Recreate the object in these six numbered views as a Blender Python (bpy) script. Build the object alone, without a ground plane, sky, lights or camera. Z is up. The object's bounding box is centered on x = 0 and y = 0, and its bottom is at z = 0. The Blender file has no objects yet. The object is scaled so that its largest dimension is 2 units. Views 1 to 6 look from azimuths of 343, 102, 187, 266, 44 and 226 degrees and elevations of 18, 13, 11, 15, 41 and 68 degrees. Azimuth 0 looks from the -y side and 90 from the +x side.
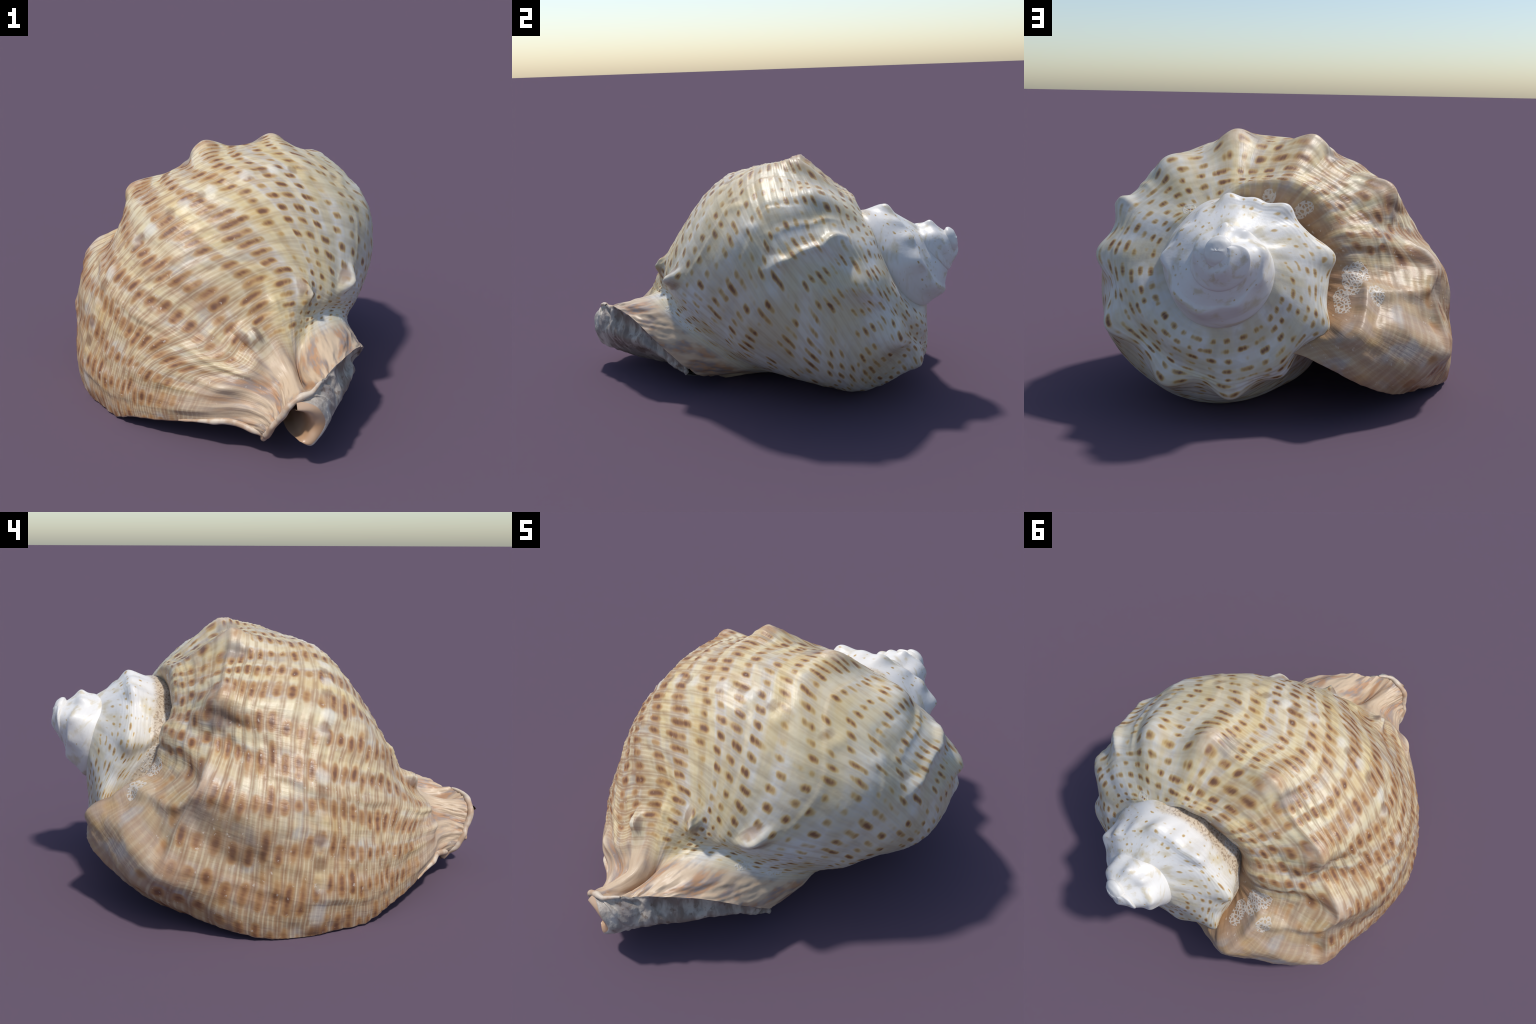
"""A spotted, knobbly sea snail shell lying on its opening.

The shell is a tube wound round an axis.  A profile runs from the suture (point 0)
over the ramp (1, 2), the knobbly shoulder (3) and the belly (4-7) to the siphonal
canal (9); it is given at growth stages along the winding angle, the surface is lofted through
the stages, and knobs, cords, ribs, growth steps and a scar are raised on it.
"""
import bpy
import numpy as np
from math import radians

APEX = np.array([0.146, 0.978, 0.75])
AXIS = np.array([-0.05, -0.96, -0.27])
AXIS /= np.linalg.norm(AXIS)
UP = np.array([0, 0, 1.0]) - AXIS[2] * AXIS
UP /= np.linalg.norm(UP)
SIDE = np.cross(AXIS, UP)

# young whorls: angle -> (shoulder radius, shoulder depth, suture radius, suture depth)
YOUNG = {
    -1080: (0.020, 0.000, 0.001, -0.012),
    -1050: (0.033, 0.002, 0.002, -0.010),
    -1020: (0.044, 0.004, 0.007, -0.010),
    -990: (0.053, 0.006, 0.012, -0.010),
    -960: (0.063, 0.006, 0.018, -0.007),
    -930: (0.079, 0.008, 0.024, -0.003),
    -900: (0.085, 0.016, 0.028, 0.003),
    -870: (0.090, 0.034, 0.034, 0.017),
    -840: (0.097, 0.047, 0.042, 0.018),
    -810: (0.103, 0.053, 0.049, 0.018),
    -780: (0.100, 0.066, 0.055, 0.017),
    -750: (0.093, 0.084, 0.059, 0.017),
    -720: (0.101, 0.095, 0.061, 0.014),
    -690: (0.105, 0.112, 0.051, 0.016),
    -660: (0.117, 0.120, 0.072, 0.027),
    -630: (0.159, 0.104, 0.109, 0.036),
    -600: (0.164, 0.114, 0.124, 0.055),
    -570: (0.183, 0.111, 0.132, 0.071),
    -540: (0.209, 0.114, 0.140, 0.073),
    -510: (0.239, 0.117, 0.140, 0.074),
    -480: (0.241, 0.148, 0.134, 0.093),
    -450: (0.231, 0.167, 0.123, 0.129),
    -420: (0.196, 0.187, 0.116, 0.141),
    -390: (0.214, 0.241, 0.098, 0.158),
    -360: (0.236, 0.296, 0.111, 0.167),
    -330: (0.249, 0.325, 0.116, 0.202),
}
# grown whorl: angle -> radii of the ten profile points, then their depths below the apex
GROWN = {
    -300: dict(r=(0.127, 0.213, 0.274, 0.293, 0.290, 0.259, 0.241, 0.230, 0.212, 0.188),
          d=(0.218, 0.280, 0.336, 0.373, 0.438, 0.564, 0.688, 0.804, 0.922, 1.042)),
    -270: dict(r=(0.164, 0.245, 0.310, 0.349, 0.343, 0.313, 0.296, 0.277, 0.244, 0.204),
          d=(0.214, 0.282, 0.345, 0.400, 0.462, 0.561, 0.683, 0.814, 0.955, 1.102)),
    -240: dict(r=(0.200, 0.291, 0.367, 0.401, 0.408, 0.395, 0.380, 0.335, 0.278, 0.220),
          d=(0.215, 0.272, 0.322, 0.348, 0.408, 0.487, 0.620, 0.774, 0.946, 1.124)),
    -210: dict(r=(0.237, 0.337, 0.439, 0.458, 0.466, 0.491, 0.510, 0.454, 0.406, 0.396),
          d=(0.217, 0.268, 0.299, 0.368, 0.481, 0.642, 0.787, 0.927, 1.060, 1.195)),
    -180: dict(r=(0.273, 0.376, 0.469, 0.497, 0.562, 0.590, 0.549, 0.472, 0.423, 0.422),
          d=(0.219, 0.247, 0.279, 0.316, 0.459, 0.623, 0.804, 0.972, 1.123, 1.271)),
    -150: dict(r=(0.289, 0.397, 0.464, 0.519, 0.625, 0.643, 0.550, 0.463, 0.440, 0.428),
          d=(0.244, 0.235, 0.282, 0.299, 0.477, 0.639, 0.857, 1.043, 1.193, 1.340)),
    -120: dict(r=(0.286, 0.406, 0.483, 0.544, 0.654, 0.675, 0.556, 0.460, 0.462, 0.444),
          d=(0.292, 0.265, 0.296, 0.325, 0.493, 0.692, 0.974, 1.158, 1.275, 1.437)),
    -90: dict(r=(0.293, 0.387, 0.497, 0.545, 0.643, 0.647, 0.469, 0.346, 0.337, 0.349),
          d=(0.315, 0.312, 0.340, 0.397, 0.562, 0.839, 1.189, 1.365, 1.494, 1.596)),
    -60: dict(r=(0.273, 0.324, 0.446, 0.536, 0.638, 0.624, 0.360, 0.230, 0.229, 0.199),
          d=(0.343, 0.349, 0.405, 0.492, 0.703, 0.963, 1.388, 1.479, 1.677, 1.789)),
    -30: dict(r=(0.274, 0.261, 0.392, 0.525, 0.619, 0.561, 0.350, 0.166, 0.118, 0.135),
          d=(0.391, 0.382, 0.438, 0.560, 0.785, 1.101, 1.407, 1.568, 1.736, 1.895)),
    0: dict(r=(0.250, 0.319, 0.373, 0.540, 0.612, 0.583, 0.396, 0.191, 0.003, 0.117),
          d=(0.469, 0.425, 0.487, 0.649, 0.826, 1.116, 1.385, 1.601, 1.788, 1.974)),
    30: dict(r=(0.228, 0.372, 0.446, 0.569, 0.639, 0.621, 0.455, 0.228, 0.090, 0.122),
          d=(0.512, 0.485, 0.548, 0.697, 0.883, 1.141, 1.377, 1.588, 1.798, 1.985)),
    60: dict(r=(0.257, 0.394, 0.494, 0.615, 0.703, 0.688, 0.564, 0.280, 0.110, 0.132),
          d=(0.559, 0.529, 0.603, 0.708, 0.868, 1.141, 1.388, 1.627, 1.820, 1.998)),
    75: dict(r=(0.278, 0.412, 0.559, 0.631, 0.734, 0.755, 0.636, 0.336, 0.130, 0.132),
          d=(0.565, 0.510, 0.592, 0.732, 0.919, 1.148, 1.386, 1.679, 1.835, 1.998)),
    90: dict(r=(0.318, 0.467, 0.570, 0.741, 0.851, 0.808, 0.701, 0.526, 0.180, 0.142),
          d=(0.515, 0.529, 0.610, 0.697, 0.944, 1.199, 1.417, 1.627, 1.850, 1.990)),
    105: dict(r=(0.348, 0.509, 0.655, 0.807, 0.902, 0.894, 0.787, 0.618, 0.250, 0.170),
          d=(0.511, 0.459, 0.472, 0.661, 0.978, 1.231, 1.473, 1.635, 1.860, 1.985)),
    120: dict(r=(0.387, 0.531, 0.684, 0.837, 0.973, 0.946, 0.814, 0.654, 0.300, 0.197),
          d=(0.442, 0.312, 0.404, 0.646, 1.034, 1.289, 1.529, 1.693, 1.865, 1.963)),
    135: dict(r=(0.433, 0.453, 0.634, 0.826, 0.783, 0.842, 0.788, 0.661, 0.270, 0.241),
          d=(0.410, 0.341, 0.374, 0.800, 1.308, 1.447, 1.590, 1.708, 1.880, 1.915)),
    150: dict(r=(0.442, 0.441, 0.541, 0.667, 0.682, 0.716, 0.720, 0.638, 0.468, 0.280),
          d=(0.380, 0.314, 0.495, 0.914, 1.367, 1.601, 1.692, 1.751, 1.809, 1.880)),
}

# shoulder knobs: winding angle, radius of the whorl there, strength
KNOBS = [(-454.6, .26, 1.25), (-424.6, .22, 1.0), (-398, .23, .5), (-369.6, .25, 1.3), (-345, .28, .6), (-320.3, .30, 1.4), (-276.3, .38, 1.45), (-235.5, .46, 1.3),
         (-205, .5, .7), (-181.7, .56, 1.0), (-153.7, .58, 1.0), (-120.2, .61, .95), (-89.7, .61, 1.1), (-68.5, .60, .9), (-41.6, .58, .9),
         (-11.4, .60, 1.1), (22.5, .63, 1.1), (56.8, .70, 1.1), (85.2, .81, 1.0), (108.7, .93, 1.0)]
SMALL_KNOBS = [-720, -680, -640, -600, -560, -520, -490]
# nodules of the second row below the shoulder and of the front row above the canal: angle, profile position (front row also height and width)
SECOND_ROW = [(-85, 4.2), (-71.5, 4.33), (-55, 4.4), (-40, 4.5), (-18, 4.62), (-3, 4.7), (10, 4.78), (25.7, 4.88), (38, 4.95), (54, 5.0), (61, 5.0),
              (74.3, 5.08), (86, 5.05), (93, 5.1), (101, 5.15), (110, 5.15)]
FRONT_ROW = [(-57, 5.92, .046, 4), (-17.0, 6.5, .05, 5.7), (51.0, 7.13, .05, 6), (90.0, 7.6, .026, 4.5), (72, 7.35, .012, 5), (16, 6.8, .014, 5)]



def catmull(n, x):
    i = np.clip(np.floor(x).astype(int), 0, n - 2)
    t = x - i
    w = [-.5 * t + t * t - .5 * t ** 3, 1 - 2.5 * t * t + 1.5 * t ** 3, .5 * t + 2 * t * t - 1.5 * t ** 3, -.5 * t * t + .5 * t ** 3]
    return [(np.clip(i - 1 + k, 0, n - 1), w[k]) for k in range(4)]


def smooth(a, b, x):
    t = np.clip((x - a) / (b - a), 0, 1)
    return t * t * (3 - 2 * t)


def bell(x, w):
    return np.exp(-(x / w) ** 2)


LATTICE = np.random.RandomState(7).rand(256, 256)


def noise(x, y, seed=0):
    """smooth value noise, -1..1"""
    x = np.asarray(x, float) + seed * 17.3
    y = np.asarray(y, float) + seed * 5.1
    xi, yi = np.floor(x).astype(int), np.floor(y).astype(int)
    u, v = x - xi, y - yi
    u, v = u * u * (3 - 2 * u), v * v * (3 - 2 * v)
    g = lambda a, b: LATTICE[a % 256, b % 256]
    low = g(xi, yi) * (1 - u) + g(xi + 1, yi) * u
    high = g(xi, yi + 1) * (1 - u) + g(xi + 1, yi + 1) * u
    return 2 * (low * (1 - v) + high * v) - 1


# ---- control net -------------------------------------------------------------
STAGES = np.array(sorted(list(YOUNG) + list(GROWN)), float)
RAD = np.zeros((len(STAGES), 10))
DEP = np.zeros((len(STAGES), 10))
for k, a in enumerate(STAGES):
    if a >= -300:
        RAD[k], DEP[k] = GROWN[int(a)]['r'], GROWN[int(a)]['d']
for k, a in enumerate(STAGES):
    if a < -300:
        rs, ds, r0, d0 = YOUNG[int(a)]
        f = smooth(-715, -600, a)                 # the first whorls close over the axis
        r0, d0 = r0 * f, d0 * f - .004 * (1 - f)
        b = int(a) + 360                          # the next whorl covers this one from its suture on
        rn, dn = (YOUNG[b][2], YOUNG[b][3]) if b in YOUNG else (GROWN[b]['r'][0], GROWN[b]['d'][0])
        for j, f in ((0, 0), (1, .36), (2, .72), (3, 1)):
            RAD[k, j], DEP[k, j] = r0 + (rs - r0) * f, d0 + (ds - d0) * f
        RAD[k, 4], DEP[k, 4] = (rs + rn) / 2 + .035 * rs, (ds + dn) / 2
        for j in range(5, 10):
            RAD[k, j], DEP[k, j] = (rn + .004) * (1 - .15 * (j - 5)), dn + (j - 5) * .35 * rs


LIP_END = [(0, 150), (1, 145), (1.5, 138), (2, 133.4), (2.5, 130), (2.95, 127), (3.4, 123), (3.7, 120), (4, 118), (5, 116.5), (5.5, 115.3), (6, 115),
           (6.5, 112), (7.2, 111.6), (7.8, 112), (8.3, 120), (9, 135)]


def lip_angle(t):
    """where the last whorl ends, for each profile position"""
    return np.interp(t, *zip(*LIP_END))


def slant(th, t):
    """growth lines lean back towards the canal on the middle of the whorl"""
    return th + 22 * (1 - smooth(-30, 85, th)) * smooth(3.4, 4.6, t) * np.clip(t - 4, 0, 2.4)


def base(th, t):
    r = np.zeros(th.shape)
    d = np.zeros(th.shape)
    for i, wi in catmull(len(STAGES), np.interp(th, STAGES, np.arange(len(STAGES)))):
        for j, wj in catmull(10, t):
            r += wi * wj * RAD[i, j]
            d += wi * wj * DEP[i, j]
    for a, size, s in KNOBS:
        w = 8.5 if a > -260 else 10
        r += .06 * s * size / .6 * bell(th - a, w) * ((.55 * bell(t - 3, .75) + .55 * bell(t - 3, .42)) if a > -230 else bell(t - 2.9, .8))
    for a in SMALL_KNOBS:
        r += .016 * bell(th - a, 12) * bell(t - 3, .8)
    close = smooth(-1062, -1000, th)              # the first whorl starts from a point
    r = r * close
    d = d * close - .006 * (1 - close)
    o = np.radians(th)
    return APEX + d[..., None] * AXIS + r[..., None] * (np.cos(o)[..., None] * UP + np.sin(o)[..., None] * SIDE)


STEP_LINE = [(2.85, 90), (3.0, 92), (3.11, 94.5), (3.33, 98.2), (3.56, 101), (3.9, 102), (4.3, 102), (5.1, 99.5), (6, 98), (7, 97)]
STEP_DROP = [(2.6, 0), (2.9, .02), (3.1, .045), (3.4, .055), (3.9, .045), (4.4, .03), (5.1, .013), (6, .004), (7, 0)]
CREST_LINE = [(1.2, 103), (1.67, 100.5), (2.1, 98.5), (2.56, 97.3), (2.89, 95), (3.05, 90)]


def relief(th, t):
    g = slant(th, t)
    grown = smooth(-420, -200, th)
    lip = smooth(-20, 90, th)
    h = np.zeros(th.shape)
    # low ribs running from the knobs up the ramp and down the belly
    for a, size, s in KNOBS:
        if a > -330:
            h += .006 * s * size / .6 * bell(th - a, 8) * smooth(.8, 2.0, t) * (1 - smooth(2.2, 2.9, t))
            h += .005 * s * bell(g - a, 5) * smooth(3.3, 4, t) * (1 - smooth(4.4, 6, t))
    for a, p in SECOND_ROW:
        h += .007 * bell(th - a, 3.0) * bell(t - p, .2)
    for a, p, s, w in FRONT_ROW:
        h += .98 * s * (1 + .2 * noise(th / 3, t * 6, 18)) * bell(th - a, w * 1.25) * bell(t - p, .17)
    # spiral cords, strong and weak by turns
    wob = t + .02 * noise(g / 14, t * 2, 1)
    cord = np.cos(2 * np.pi * 4 * wob)
    fine = np.cos(2 * np.pi * 12 * wob)
    h += grown * (.35 + .65 * smooth(-120, -20, th)) * smooth(.8, 2.6, t) * (1 - smooth(7.0, 7.6, t)) * (.0026 * cord * (.6 + .4 * noise(wob * 4, g / 20, 2)) + .0012 * fine)
    # growth lines and swellings
    h += grown * (.0035 * noise(g / 5, t * .7, 3) * (.3 + lip) + .0012 * noise(g / 1.7, t * .9, 4) * lip + .004 * noise(g / 11, t * .9, 5))
    h += .004 * lip * noise(g / 3, t * 3, 6) + .0008 * lip * smooth(2.6, 3.2, t) * noise(g / 1.3, t * 9, 17)
    for a, s in ((80, .007), (30, .004), (11, .003), (-24, .003), (61, .003), (107, .005), (44, .002), (-47, .003)):
        x = g - a + 1.2 * noise(t * 2, t * 0 + a, 7)
        h += s * smooth(3, 4, t) * (1 - smooth(7.3, 7.7, t) if a > 40 else 1 - smooth(5.0, 6.2, t)) * (np.exp(-np.abs(x) / 3.5) * (1 - 1.6 * smooth(-1.3, 1.3, x)))
    # the old lip curls in under its knob; the last piece of growth starts in the crease
    x = th - np.interp(t, *zip(*STEP_LINE)) + .8 * noise(t * 5, t * 0, 8)
    drop = np.interp(t, *zip(*STEP_DROP))
    h -= .35 * drop * np.where(x < 0, smooth(-12, 0, x), np.exp(-(np.maximum(x, 0) / 3.4) ** 1.3))
    h -= .034 * bell(th - 85, 5.5) * bell(t - 2.55, .42)
    h += .02 * bell(th - 66, 6) * bell(t - 2.6, .4) - .01 * bell(th - 52, 4) * bell(t - 2.7, .4) - .03 * bell(th - 105, 5) * bell(t - 2.8, .38)
    h += .014 * bell(th + 52, 6) * bell(t - 3.5, .5)
    x = th - np.interp(t, *zip(*CREST_LINE)) + .6 * noise(t * 6, t * 0, 13)
    h += (.017 * np.exp(-np.abs(x) / 3) - .026 * smooth(-1.5, 2.5, x) * (1 - smooth(4, 13, x))) * smooth(1.2, 1.6, t) * (1 - smooth(2.8, 3.1, t))
    h += .028 * bell(t - 1.2 - .06 * noise(th / 7, th * 0, 14), .22) * smooth(94, 100, th) * (1 - smooth(114, 132, th))
    # the healed scar above the right side: two flaky ridges
    for a, b, c0, c1, s in ((-57, -60, 3.0, 4.1, .011), (-67.5, -74, 2.9, 4.5, .027)):
        m = a + (b - a) * np.clip((t - c0) / (c1 - c0), 0, 1) + 1.5 * noise(t * 4, t * 0, 9)
        x = th - m
        h += s * smooth(c0 - .7, c0 + .1, t) * (1 - smooth(c1 - .4, c1 + .5, t)) * np.where(x < 0, np.exp(x / 3.6), np.exp(-(x / 2.4) ** 2)) * (.9 + .15 * noise(t * 4, t * 0, 10))
    # a broad smooth band behind the scar and a low swelling on the belly
    h += .012 * bell(g + 64, 6) * smooth(4.2, 5, t) * (1 - smooth(6, 7.2, t))
    # keel of the shoulder and the creases behind its big knobs
    h += .006 * bell(t - 3.02, .14) * smooth(-5, 20, th) * (1 - smooth(88, 96, th))
    for a in (31, 64):
        h -= .012 * bell(th - a - 3 * (t - 3), 1.8) * bell(t - 3.25, .4)
    # lower edge of the lip and of the canal side are full
    h += .034 * bell(th - 120, 6.5) * bell(t - 2.75, .5) + .028 * bell(th - 104, 9) * bell(t - 7.45, .3)
    # waist behind the canal collar
    h += .012 * bell(t - np.interp(th, [40, 60, 88, 112], [7.25, 7.4, 7.58, 7.7]), .15) * smooth(35, 60, th)
    h -= .012 * bell(th - 70, 22) * bell(t - 7.95, .2)
    h += .012 * bell(th + 45, 14) * bell(t - 2.9, .8)
    # canal: lamellae
    front = smooth(7.3, 8.3, t) * grown
    h += front * (.0045 * noise(g / 6, t * 1.3, 11) + .003 * noise(g / 2.5, t * 4, 12))
    h += front * smooth(8.6, 9, t) * (1 - smooth(0, 35, th)) * (.012 * noise(th / 9, t * 0, 15) + .006 * noise(th / 4, t * 0, 16))
    return h


def grid_normals(P):
    du = np.gradient(P, axis=0)
    dv = np.gradient(P, axis=1)
    n = np.cross(du, dv)
    return n / np.maximum(np.linalg.norm(n, axis=2, keepdims=True), 1e-9)


def angles(n_lead, n_main, t):
    lead = np.linspace(-1060, -400, n_lead, endpoint=False)
    main = np.linspace(0, 1, n_main)[:, None]
    return np.concatenate([np.repeat(lead[:, None], len(t), 1), -400 + (lip_angle(t)[None] + 400) * main])


T_OUT = np.concatenate([np.linspace(0, 3, 70, endpoint=False), np.linspace(3, 9, 191)])
TH = angles(330, 720, T_OUT)
TT = np.repeat(T_OUT[None], len(TH), 0)
P0 = base(TH, TT)
N0 = grid_normals(P0)
fade = smooth(0, .35, TT)[..., None]
SHELL = P0 + N0 * relief(TH, TT)[..., None] * fade
SHELL[..., 2] = np.maximum(SHELL[..., 2], .001)          # it rests on the ground
NORM = grid_normals(SHELL)


# ---- mesh building -------------------------------------------------------------
def make(name, verts, quads, mat, parent, attrs=None, normals=None):
    me = bpy.data.meshes.new(name)
    used, inv = np.unique(quads, return_inverse=True)
    quads = inv.reshape(quads.shape)
    v = verts[used]
    me.vertices.add(len(v))
    me.vertices.foreach_set('co', v.ravel())
    me.loops.add(quads.size)
    me.loops.foreach_set('vertex_index', quads.ravel().astype(np.int32))
    me.polygons.add(len(quads))
    me.polygons.foreach_set('loop_start', np.arange(0, quads.size, 4, dtype=np.int32))
    me.update(calc_edges=True)
    me.polygons.foreach_set('use_smooth', np.ones(len(quads), bool))
    for key, val in (attrs or {}).items():
        me.attributes.new(key, 'FLOAT', 'POINT').data.foreach_set('value', val[used].astype(np.float32))
    if normals is not None:
        me.normals_split_custom_set_from_vertices(normals[used].tolist())
    me.materials.append(mat)
    ob = bpy.data.objects.new(name, me)
    bpy.context.collection.objects.link(ob)
    ob.parent = parent
    return ob


def quads_of(rows, cols, offset=0):
    i, j = np.meshgrid(np.arange(rows - 1), np.arange(cols - 1), indexing='ij')
    a = i * cols + j
    return np.stack([a, a + cols, a + cols + 1, a + 1], -1).reshape(-1, 4) + offset


def loft(rows, steps, across):
    """smooth sheet through stations (each a list of points)"""
    R = np.array(rows, float)
    for axis, n in ((0, steps), (1, across)):
        m = R.shape[axis]
        x = np.linspace(0, m - 1, n)
        out = 0
        for i, w in catmull(m, x):
            shape = [1, 1, 1]
            shape[axis] = n
            out = out + np.take(R, i, axis=axis) * w.reshape(shape)
        R = out
    return R


# ---- materials ------------------------------------------------------------------
class Nodes:
    """small helper: arithmetic on sockets becomes Math nodes"""

    def __init__(self, name):
        self.mat = bpy.data.materials.new(name)
        self.mat.use_nodes = True
        self.tree = self.mat.node_tree
        self.bsdf = self.tree.nodes['Principled BSDF']

    def new(self, kind, **props):
        n = self.tree.nodes.new(kind)
        for k, v in props.items():
            setattr(n, k, v)
        return n

    def put(self, socket, value):
        if isinstance(value, bpy.types.NodeSocket):
            self.tree.links.new(value, socket)
        else:
            socket.default_value = value

    def math(self, op, a, b=0.0, c=0.0, clamp=False):
        n = self.new('ShaderNodeMath', operation=op, use_clamp=clamp)
        for s, v in zip(n.inputs, (a, b, c)):
            self.put(s, v)
        return n.outputs[0]

    def add(self, a, b): return self.math('ADD', a, b)
    def sub(self, a, b): return self.math('SUBTRACT', a, b)
    def mul(self, a, b): return self.math('MULTIPLY', a, b)
    def mad(self, a, b, c): return self.math('MULTIPLY_ADD', a, b, c)

    def step(self, x, lo, hi, out0=0.0, out1=1.0):
        n = self.new('ShaderNodeMapRange', interpolation_type='SMOOTHSTEP')
        for s, v in zip(n.inputs, (x, lo, hi, out0, out1)):
            self.put(s, v)
        return n.outputs[0]

    def lin(self, x, lo, hi, out0=0.0, out1=1.0):
        n = self.new('ShaderNodeMapRange')
        for s, v in zip(n.inputs, (x, lo, hi, out0, out1)):
            self.put(s, v)
        return n.outputs[0]

    def bump_at(self, x, centre, width):
        d = self.mul(self.sub(x, centre), 1 / width)
        return self.math('POWER', 2.718, self.mul(self.mul(d, d), -1.0))

    def vec(self, x, y, z=0.0):
        n = self.new('ShaderNodeCombineXYZ')
        for s, v in zip(n.inputs, (x, y, z)):
            self.put(s, v)
        return n.outputs[0]

    def noise(self, vec, scale=1.0, detail=2.0, rough=.5):
        n = self.new('ShaderNodeTexNoise')
        self.put(n.inputs['Vector'], vec)
        n.inputs['Scale'].default_value = scale
        n.inputs['Detail'].default_value = detail
        n.inputs['Roughness'].default_value = rough
        return n.outputs['Fac']

    def mix(self, f, a, b):
        n = self.new('ShaderNodeMix', data_type='RGBA')
        self.put(n.inputs[0], f)
        for s, v in ((n.inputs[6], a), (n.inputs[7], b)):
            self.put(s, v if isinstance(v, bpy.types.NodeSocket) else (*v, 1))
        return n.outputs[2]

    def attr(self, name):
        return self.new('ShaderNodeAttribute', attribute_name=name).outputs['Fac']

    def obj(self):
        return self.new('ShaderNodeTexCoord').outputs['Object']

    def bump(self, height, strength, distance):
        n = self.new('ShaderNodeBump')
        n.inputs['Strength'].default_value = strength
        n.inputs['Distance'].default_value = distance
        self.put(n.inputs['Height'], height)
        self.put(self.bsdf.inputs['Normal'], n.outputs['Normal'])


WHITE, PALE, CREAM = (.66, .645, .60), (.58, .53, .40), (.62, .46, .19)
YELLOW, ORANGE, TAN = (.56, .38, .10), (.48, .235, .065), (.40, .25, .15)
BROWN, DARK, PINK, SLATE, SAND = (.20, .09, .045), (.10, .055, .038), (.53, .35, .235), (.22, .19, .175), (.56, .46, .34)


def shell_material():
    m = Nodes('spotted_shell')
    th, t, g = m.attr('winding'), m.attr('profile'), m.attr('growth')
    obj = m.obj()
    lip = m.step(th, -45, 85)
    old = m.step(th, -230, -330)
    wob = m.mad(m.sub(m.noise(m.vec(m.mul(g, .12), m.mul(t, 2)), 1, 1), .5), .05, t)
    front_t = m.math('MAXIMUM', m.sub(wob, 4.8), 0.0)
    below = m.sub(wob, 3.0)                                             # the ramp carries fewer cords than the belly
    ramp_part, belly = m.math('MINIMUM', below, 0.0), m.math('MAXIMUM', below, 0.0)
    c4 = m.add(m.mul(ramp_part, 2.7), m.mul(belly, m.lin(m.step(th, -40, 60), 0, 1, 5.6, 4.5)))
    c4 = m.add(c4, m.mul(m.mul(front_t, front_t), m.lin(lip, 0, 1, .1, .55)))
    c4 = m.add(m.mul(c4, m.lin(old, 0, 1, 1, .55)), 20.0)
    index = m.math('FLOOR', c4)
    u = m.math('ABSOLUTE', m.sub(m.math('FRACT', c4), .5))            # 0 on a cord, .5 between two
    streak = m.noise(m.vec(m.mul(g, .11), m.mul(t, .35), 3), 1, 3)        # colour that follows the growth lines
    cloud = m.noise(m.vec(m.mul(g, .05), m.mul(t, .9), 9), 1, 3)
    fine = m.noise(m.vec(m.mul(g, .2), m.mul(t, 3), 5), 1, 2)

    # growth bands: pale and brown by turns, closer together towards the lip
    warp = m.noise(m.vec(m.mul(g, .035), m.mul(t, .35), 12), 1, 2)
    turn = m.add(m.mul(g, .098), m.mul(m.sub(warp, .5), 2.2))
    band = m.mad(m.math('SINE', m.mul(turn, 6.2832)), .5, .5)

    # ground colour: bluish white on the old side, cream to tan towards the lip
    mid = m.step(th, -75, 10)
    col = m.mix(m.step(cloud, .38, .62), WHITE, PALE)
    col = m.mix(m.mul(m.step(streak, .40, .64), m.lin(mid, 0, 1, .2, .7)), col, CREAM)
    col = m.mix(m.mul(m.step(band, .75, .05), m.mul(mid, .6)), col, (.68, .53, .26))
    col = m.mix(m.mul(m.step(cloud, .52, .66), m.mul(lip, .5)), col, (.62, .58, .47))
    tan = m.mul(m.step(m.noise(m.vec(m.mul(g, .16), m.mul(t, .5), 21), 1, 3), .40, .64), m.mul(lip, .65))
    tan = m.math('MAXIMUM', tan, m.mul(m.step(th, 66, 112), .72))
    tan = m.math('MAXIMUM', tan, m.mul(m.step(band, .3, .95), m.lin(m.step(th, -50, 50), 0, 1, 0, .72)))
    col = m.mix(tan, col, m.mix(m.step(streak, .4, .6), (.36, .20, .095), (.315, .19, .12)))
    # amber and bluish grey mottling
    mott = m.noise(m.vec(m.mul(g, .10), m.mul(t, 1.6), 31), 1, 2)
    col = m.mix(m.mul(m.step(mott, .56, .70), m.mul(mid, .45)), col, (.53, .33, .12))
    col = m.mix(m.mul(m.step(mott, .45, .33), m.lin(lip, 0, 1, .25, .6)), col, (.38, .36, .345))
    # thin tawny and pale lines along the cords
    line = m.mul(m.step(u, .20, .42), m.mul(m.step(fine, .2, .6), m.lin(lip, 0, 1, .28, .78)))
    c12 = m.math('ABSOLUTE', m.sub(m.math('FRACT', m.mul(c4, 3.0)), .5))
    line2 = m.mul(m.step(c12, .22, .44), m.mul(m.step(fine, .75, .40), m.lin(lip, 0, 1, .3, .5)))
    worn = m.mul(m.step(th, 88, 100), m.step(t, 3.1, 2.6))                # the lip wall is rubbed
    calm = m.mul(m.mad(worn, -.45, 1.0), m.step(t, 1.2, 3.4, .45, 1.0))
    line, line2 = m.mul(line, calm), m.mul(line2, calm)
    col = m.mix(line, col, m.mix(lip, (.42, .30, .16), (.305, .165, .085)))
    col = m.mix(line2, col, (.66, .57, .38))

    # dashes on the cords, gathered in the brown bands
    single = m.noise(m.vec(m.mul(g, m.lin(old, 0, 1, .167, .10)), m.mul(index, 7.7), 40), 1, 1)
    rnd = m.new('ShaderNodeTexWhiteNoise', noise_dimensions='1D')
    m.put(rnd.inputs['W'], index)
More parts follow.
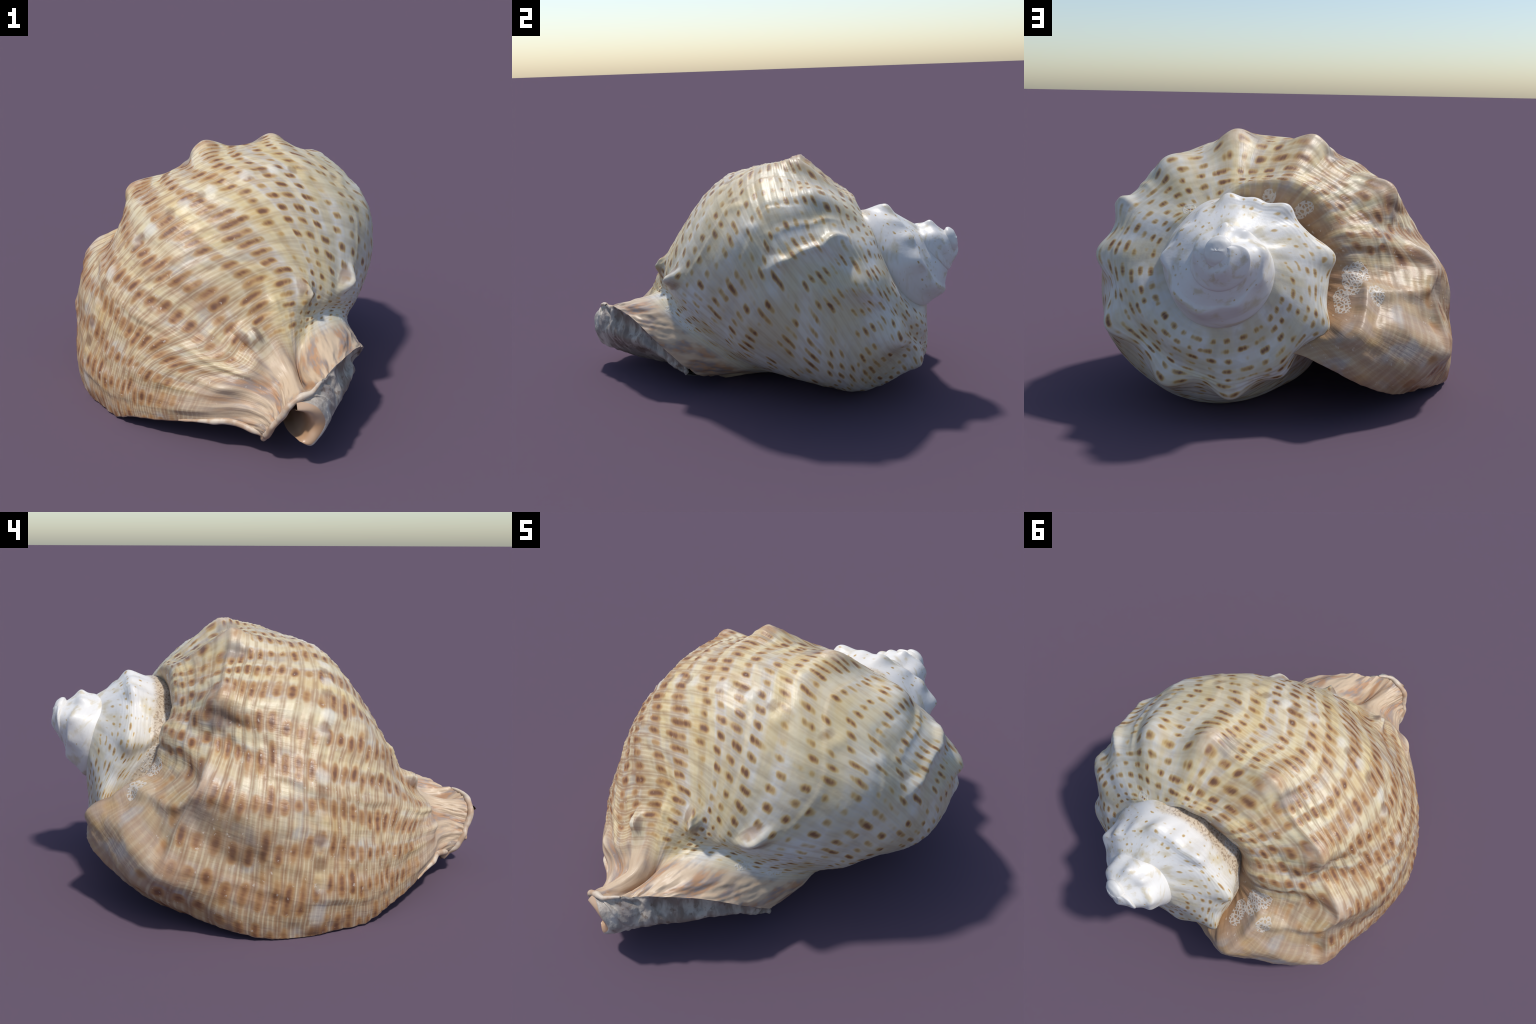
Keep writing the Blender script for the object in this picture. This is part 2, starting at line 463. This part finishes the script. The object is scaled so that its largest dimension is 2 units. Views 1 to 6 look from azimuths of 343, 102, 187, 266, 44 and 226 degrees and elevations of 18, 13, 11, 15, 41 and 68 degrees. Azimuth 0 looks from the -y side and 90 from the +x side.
    shifted = m.mad(m.math('SINE', m.mul(m.mad(m.sub(rnd.outputs['Value'], .5), .34, turn), 6.2832)), .5, .5)
    power = m.add(m.mul(shifted, m.lin(mid, 0, 1, .24, .38)), m.mul(single, .72))
    power = m.add(power, m.mul(m.mul(m.step(t, 3.1, 2.8), m.step(th, -30, -80)), .035))
    on_cord = m.step(u, m.lin(lip, 0, 1, .44, .52), 0.0)
    power = m.sub(power, m.mul(m.step(m.noise(m.vec(m.mul(g, .07), m.mul(t, 1.4), 91), 1, 2), .52, .68), m.lin(lip, 0, 1, .16, .10)))
    power = m.sub(power, m.mul(old, m.lin(th, -520, -430, .2, .09)))
    dash = m.mul(m.step(power, m.lin(lip, 0, 1, .335, .30), m.lin(lip, 0, 1, .76, .82)), on_cord)
    smear = m.noise(m.vec(m.mul(g, .5), m.mul(c4, .9), 60), 1, 2)
    dash = m.mul(dash, m.lin(smear, .3, .7, .62, 1.12))
    dash = m.mul(dash, m.mad(worn, -.8, 1.0))
    dash = m.mul(dash, m.step(m.add(t, m.mul(m.step(th, 0, -60), .75)), .9, 1.4))
    dash = m.mul(dash, m.step(t, 7.5, 7.0))
    dash = m.mul(dash, m.lin(old, 0, 1, 1, .7))
    col = m.mix(m.mul(m.step(dash, .03, .45), .85), col, m.mix(lip, (.56, .38, .13), (.43, .235, .09)))
    col = m.mix(m.mul(m.step(dash, .18, .85), .9), col, m.mix(m.noise(m.vec(m.mul(g, .5), m.mul(t, 3), 66), 1, 1), (.33, .135, .045), (.16, .075, .05)))
    col = m.mix(m.mul(m.step(dash, .55, 1.05), .6), col, (.10, .05, .038))

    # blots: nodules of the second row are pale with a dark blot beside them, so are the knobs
    def blots(places):
        near = 9.0
        for a, p, wa, wp in places:
            x, y = m.mul(m.sub(th, a), 1 / wa), m.mul(m.sub(t, p), 1 / wp)
            near = m.math('MINIMUM', near, m.mad(x, x, m.mul(y, y)))
        return m.step(m.mad(m.sub(m.noise(m.vec(m.mul(th, .35), m.mul(t, 3.0), 8), 1, 3), .5), 2.4, near), 1.9, .0)

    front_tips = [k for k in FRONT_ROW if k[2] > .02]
    col = m.mix(m.mul(blots([(a + d, p + e, 3.2, .13) for a, p, _, _ in front_tips for d, e in ((-5.5, .06), (6, -.06))]), .7), col, (.21, .13, .095))  # shadow painted on both flanks of each front nodule so it reads
    col = m.mix(m.mul(blots([(a, p, 2.2, .07) for a, p, _, _ in front_tips]), .85), col, (.66, .58, .45))
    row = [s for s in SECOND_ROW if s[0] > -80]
    tips = [k[0] for k in KNOBS if k[0] > -15]
    pale = blots([(a + .5, p + .02 * (i % 3 - 1), 2.6 + .5 * (i % 2), .12) for i, (a, p) in enumerate(row)])
    col = m.mix(m.mul(pale, .48), col, m.mix(m.step(streak, .45, .6), (.70, .68, .62), (.64, .51, .28)))
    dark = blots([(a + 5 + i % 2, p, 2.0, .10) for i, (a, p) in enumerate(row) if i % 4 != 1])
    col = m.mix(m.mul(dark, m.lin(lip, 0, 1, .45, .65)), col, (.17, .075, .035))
    col = m.mix(m.mul(blots([(a, 3.02, 4.5, .32) for a in tips]), .6), col, m.mix(m.step(fine, .4, .6), (.60, .47, .35), (.46, .29, .18)))
    col = m.mix(m.mul(blots([(a + 9, 3.15, 3.5, .3) for a in tips[:-1]]), .65), col, (.25, .215, .20))
    col = m.mix(m.mul(blots([(96, 3.7, 6, .7), (63, 3.35, 4, .4)]), .55), col, m.mix(m.step(u, .1, .4), (.15, .085, .05), (.27, .19, .12)))  # darker brown striped patches under the fold and behind one knob

    # old whorls nearly white
    col = m.mix(m.mul(old, m.mul(m.step(dash, .35, .1), .85)), col, m.mix(m.step(cloud, .5, .7), (.74, .72, .69), (.62, .55, .42)))
    # channel inside the ramp of the last whorl
    deep = m.mul(m.step(t, 1.5, .4), m.step(th, -30, 30))
    col = m.mix(m.mul(deep, .8), col, m.mix(fine, (.37, .205, .10), (.20, .105, .055)))
    # canal
    front = m.step(t, 7.2, 7.75)
    patch = m.noise(m.vec(m.mul(g, .09), m.mul(t, .8), 55), 1, 3)
    canal = m.mix(m.step(patch, .42, .6), (.57, .43, .29), m.mix(m.step(fine, .4, .6), (.43, .25, .14), (.30, .235, .20)))
    col = m.mix(m.mul(front, m.step(th, -260, -200)), col, canal)

    # sandy worn strip and lacy crust of moss animals where the whorls meet
    sandy = m.mul(m.mul(m.step(t, 4.0, 4.4), m.step(th, -400, -360)), m.step(th, -235, -260))
    col = m.mix(sandy, col, m.mix(m.step(m.noise(obj, 90, 2), .40, .5), (.34, .25, .17), SAND))
    places = [(-48, .95, 6, .45), (17, .5, 6, .3), (44, .65, 6, .35), (91, 1.15, 6, .35), (97, .85, 9, .3), (101, 1.5, 4, .28), (109, .6, 7, .25),
              (-79, 7.2, 4.5, .22), (-96, 7.2, 4, .2), (-302, 4.8, 10, .3), (-268, 4.6, 12, .5)]
    crust = -1.5
    for a, p, wa, wp in places:
        x = m.mul(m.sub(th, a), 1 / wa)
        y = m.mul(m.sub(t, p), 1 / wp)
        crust = m.math('MAXIMUM', crust, m.sub(1.0, m.add(m.mul(x, x), m.mul(y, y))))
    crust = m.mul(m.step(crust, -.1, .1), m.step(m.mad(m.sub(m.noise(obj, 14, 3), .5), 1.8, crust), .22, .28))
    v = m.new('ShaderNodeTexVoronoi', feature='DISTANCE_TO_EDGE')
    v.inputs['Scale'].default_value = 62
    m.put(v.inputs['Vector'], obj)
    net = m.mul(m.step(v.outputs['Distance'], .26, .10), crust)
    col = m.mix(m.mul(net, .6), col, (.62, .60, .55))

    # pale specks and faint grime
    grain = m.noise(obj, 55, 4)
    col = m.mix(m.mul(m.step(grain, .66, .72), m.mul(lip, .5)), col, (.66, .58, .48))
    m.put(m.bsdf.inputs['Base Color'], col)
    m.bsdf.inputs['Roughness'].default_value = .42
    m.bsdf.inputs['Specular IOR Level'].default_value = .4
    height = m.add(m.mul(m.noise(obj, 40, 4), .5), m.mul(m.noise(m.vec(m.mul(g, 1.1), m.mul(t, 2), 5), 1, 3), m.lin(lip, 0, 1, .1, .8)))
    m.bump(m.add(height, m.mul(net, .8)), .35, .006)
    return m.mat


def canal_material():
    m = Nodes('worn_canal')
    obj = m.obj()
    split = m.new('ShaderNodeSeparateXYZ')
    m.put(split.inputs[0], obj)
    front = m.step(split.outputs[1], -.84, -.93)                  # the newest roll at the mouth is still white
    a = m.noise(obj, 8, 4)
    b = m.noise(obj, 24, 4, .6)
    layer = m.noise(m.vec(m.mul(split.outputs[0], 22), m.mul(split.outputs[1], 22), m.mul(split.outputs[2], 5)), 1, 3)
    col = m.mix(m.step(layer, .42, .60), (.22, .17, .135), (.43, .375, .315))
    col = m.mix(m.step(a, .50, .66), col, (.30, .255, .225))
    col = m.mix(m.mul(m.step(b, .56, .66), .7), col, (.15, .095, .06))
    col = m.mix(m.mul(front, m.step(a, .62, .40)), col, (.62, .57, .49))
    m.put(m.bsdf.inputs['Base Color'], col)
    m.bsdf.inputs['Roughness'].default_value = .5
    m.bump(m.add(b, layer), .5, .012)
    return m.mat


def inside_material():
    m = Nodes('peach_inside')
    obj = m.obj()
    col = m.mix(m.step(m.noise(obj, 5, 3), .4, .65), (.52, .36, .24), (.42, .25, .14))
    m.put(m.bsdf.inputs['Base Color'], col)
    m.bsdf.inputs['Roughness'].default_value = .35
    return m.mat


def lip_material():
    m = Nodes('pale_canal_lip')
    obj = m.obj()
    col = m.mix(m.step(m.noise(obj, 16, 3), .42, .62), (.60, .50, .39), (.46, .31, .20))
    m.put(m.bsdf.inputs['Base Color'], col)
    m.bsdf.inputs['Roughness'].default_value = .5
    return m.mat


SHELL_MAT, CANAL_MAT, INSIDE_MAT, LIP_MAT = shell_material(), canal_material(), inside_material(), lip_material()

# ---- assemble --------------------------------------------------------------------
thing = bpy.data.objects.new('sea_snail_shell', None)
bpy.context.collection.objects.link(thing)
thing['label'] = 'Knobbly spiral sea snail shell, cream with brown spotted cords'
thing['category'] = 'seashell'

rows, cols = TH.shape
V = SHELL.reshape(-1, 3)
attrs = {'winding': TH.ravel(), 'profile': TT.ravel(), 'growth': slant(TH, TT).ravel()}
Q = quads_of(rows, cols)
qa, qt = TH.ravel()[Q].mean(1), TT.ravel()[Q].mean(1)
is_canal = (qt > 7.4) & (qa > -210)
is_lip = (qa > 80) & ~is_canal
is_spire = (qa < -255) & ~is_canal
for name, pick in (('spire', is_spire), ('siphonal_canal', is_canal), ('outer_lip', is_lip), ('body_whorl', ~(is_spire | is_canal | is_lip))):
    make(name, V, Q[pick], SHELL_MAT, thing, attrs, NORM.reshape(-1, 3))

# inner wall of the last half turn, with a rounded lip
t_in = np.linspace(1.0, 7.7, 130)
turn = np.linspace(0, 1, 130)
th_in = -60 + (lip_angle(t_in)[None] + 60) * turn[:, None]
tt_in = np.repeat(t_in[None], len(turn), 0)
outer = base(th_in, tt_in)
n_in = grid_normals(outer)
outer = outer + n_in * (relief(th_in, tt_in) * smooth(0, .35, tt_in))[..., None]
thick = (.016 + .03 * smooth(0, .12, 1 - turn))[:, None] * (.3 + .7 * smooth(1.2, 2.8, tt_in)) * (1 - .55 * smooth(7, 9, tt_in))
inner = outer - n_in * thick[..., None]
edge = outer[-1]
out_dir = outer[-1] - outer[-3]
out_dir /= np.maximum(np.linalg.norm(out_dir, axis=1, keepdims=True), 1e-6)
roll = []
for f in np.linspace(0, np.pi, 7)[1:-1]:
    roll.append((edge + inner[-1]) / 2 + (edge - inner[-1]) / 2 * -np.cos(f) + out_dir * thick[-1][:, None] * .5 * np.sin(f))
inner = np.concatenate([inner, roll, edge[None]])
inner[..., 2] = np.maximum(inner[..., 2], .002)
make('aperture_wall', inner.reshape(-1, 3), quads_of(len(inner), len(t_in))[:, ::-1], INSIDE_MAT, thing)

# worn end of the canal: old lip edges stacked between the rim and the inner lip
RIM_TURN = [-124, -114.6, -101.7, -86, -71.6, -60, -31.8, 2.8, 38.8]
STATIONS = [
    [(.46, -.36, .13), (.45, -.345, .105), (.43, -.35, .085), (.36, -.28, .07), (.28, -.22, .12)],
    [(.47, -.385, .185), (.44, -.40, .15), (.415, -.42, .115), (.31, -.33, .06), (.22, -.26, .12)],
    [(.44, -.50, .26), (.405, -.49, .215), (.385, -.495, .155), (.245, -.40, .06), (.15, -.34, .13)],
    [(.40, -.60, .335), (.35, -.60, .28), (.355, -.61, .205), (.175, -.50, .05), (.08, -.46, .13)],
    [(.30, -.70, .365), (.285, -.70, .30), (.285, -.715, .195), (.12, -.61, .045), (.03, -.57, .13)],
    [(.221, -.781, .357), (.205, -.80, .31), (.235, -.795, .205), (.085, -.71, .045), (.0, -.68, .13)],
    [(.127, -.878, .359), (.175, -.86, .305), (.175, -.875, .205), (.07, -.81, .065), (-.01, -.78, .125)],
    [(.045, -.955, .335), (.12, -.935, .29), (.145, -.915, .205), (.06, -.895, .085), (-.01, -.875, .12)],
    [(-.03, -.985, .30), (.055, -.995, .285), (.095, -.98, .20), (.035, -.975, .108), (-.01, -.955, .12)],
    [(-.04, -.98, .275), (.01, -.975, .25), (.035, -.96, .19), (.01, -.955, .135), (-.02, -.94, .125)],
    [(-.05, -.86, .26), (.01, -.86, .24), (.03, -.85, .18), (.01, -.84, .13), (-.03, -.83, .12)],
    [(-.02, -.66, .28), (.04, -.66, .26), (.06, -.65, .20), (.04, -.64, .15), (-.0, -.63, .13)],
]
face = loft(STATIONS, 170, 60)
s = np.linspace(0, 1, 170)[:, None]
w = np.linspace(0, 1, 60)[None]
# the rim is the very edge of the shell: take it from there
rim_turn = np.interp(s[:, 0] * (len(STATIONS) - 1), np.arange(len(RIM_TURN)), RIM_TURN)
rim = np.stack([np.interp(rim_turn, TH[:, -1], SHELL[:, -1, k]) for k in range(3)], 1)
on_rim = (1 - smooth(8.0, 8.8, s * (len(STATIONS) - 1)))
face = face + ((rim - face[:, 0]) * on_rim)[:, None] * (1 - smooth(0, .35, w))[..., None]
fn = grid_normals(face)
lam = smooth(.05, .12, w) * (1 - smooth(.34, .5, w)) * (1 - smooth(.70, .74, s))
ridges = np.maximum(0, np.sin(2 * np.pi * (s * 8 + .5 * w + .25 * noise(s * 14, w * 3, 20)))) ** 2
face = face + fn * (lam * (.016 * ridges - .012 + .01 * noise(s * 30, w * 6, 21)))[..., None]
face = face + fn * ((1 - smooth(.7, .76, s)) * .003 * noise(s * 60, w * 12, 22) * smooth(0, .1, w))[..., None]
inside_from = 126
fq = quads_of(170, 60)
row = fq[:, 0] // 60
make('inner_lip', face.reshape(-1, 3), fq[row < inside_from], CANAL_MAT, thing, None, grid_normals(face).reshape(-1, 3))
make('canal_bore', face.reshape(-1, 3), fq[row >= inside_from], INSIDE_MAT, thing, None, grid_normals(face).reshape(-1, 3))

# pale rounded bead along the lip of the canal
edge_a = SHELL[-1, T_OUT > 7.3]
tail = TH[:, -1] > -20
edge_b = SHELL[tail, -1][::-1][1:]
path = np.concatenate([edge_a, edge_b])
gap = np.concatenate([[0], np.cumsum(np.linalg.norm(np.diff(path, axis=0), axis=1))])
u = np.linspace(0, gap[-1], 140)
path = np.stack([np.interp(u, gap, path[:, k]) for k in range(3)], 1)
for _ in range(6):
    path[1:-1] = (path[:-2] + 2 * path[1:-1] + path[2:]) / 4
along = np.gradient(path, axis=0)
along /= np.linalg.norm(along, axis=1, keepdims=True)
side = np.cross(along, AXIS)
side /= np.linalg.norm(side, axis=1, keepdims=True)
upward = np.cross(side, along)
turn_ = np.linspace(0, 2 * np.pi, 17)
size = (.005 + .009 * smooth(0, .25, u / u[-1]) * (1 - smooth(.85, 1, u / u[-1])) + .002 * noise(u * 30, u * 0, 30))[:, None, None]
bead = path[:, None] + size * (np.cos(turn_)[None, :, None] * side[:, None] + np.sin(turn_)[None, :, None] * upward[:, None])
make('canal_lip', bead.reshape(-1, 3), quads_of(140, 17), LIP_MAT, thing)

# round bud at the tip of the spire
lat, lon = np.meshgrid(np.linspace(.02, np.pi - .02, 40), np.linspace(0, 2 * np.pi, 61), indexing='ij')
bulge = 1 + .06 * np.sin(2 * lon + 1)
bud = (APEX + AXIS * .026 - (.032 * np.cos(lat))[..., None] * AXIS
       + (.058 * bulge * np.sin(lat))[..., None] * (np.cos(lon)[..., None] * UP + np.sin(lon)[..., None] * SIDE))
bud += (.0025 * noise(lat * 3, np.cos(lon) * 2, 40))[..., None] * -AXIS
make('apex', bud.reshape(-1, 3), quads_of(40, 61), SHELL_MAT, thing,
     {'winding': np.full(bud[..., 0].size, -1000.), 'profile': np.full(bud[..., 0].size, 2.), 'growth': np.full(bud[..., 0].size, -1000.)})
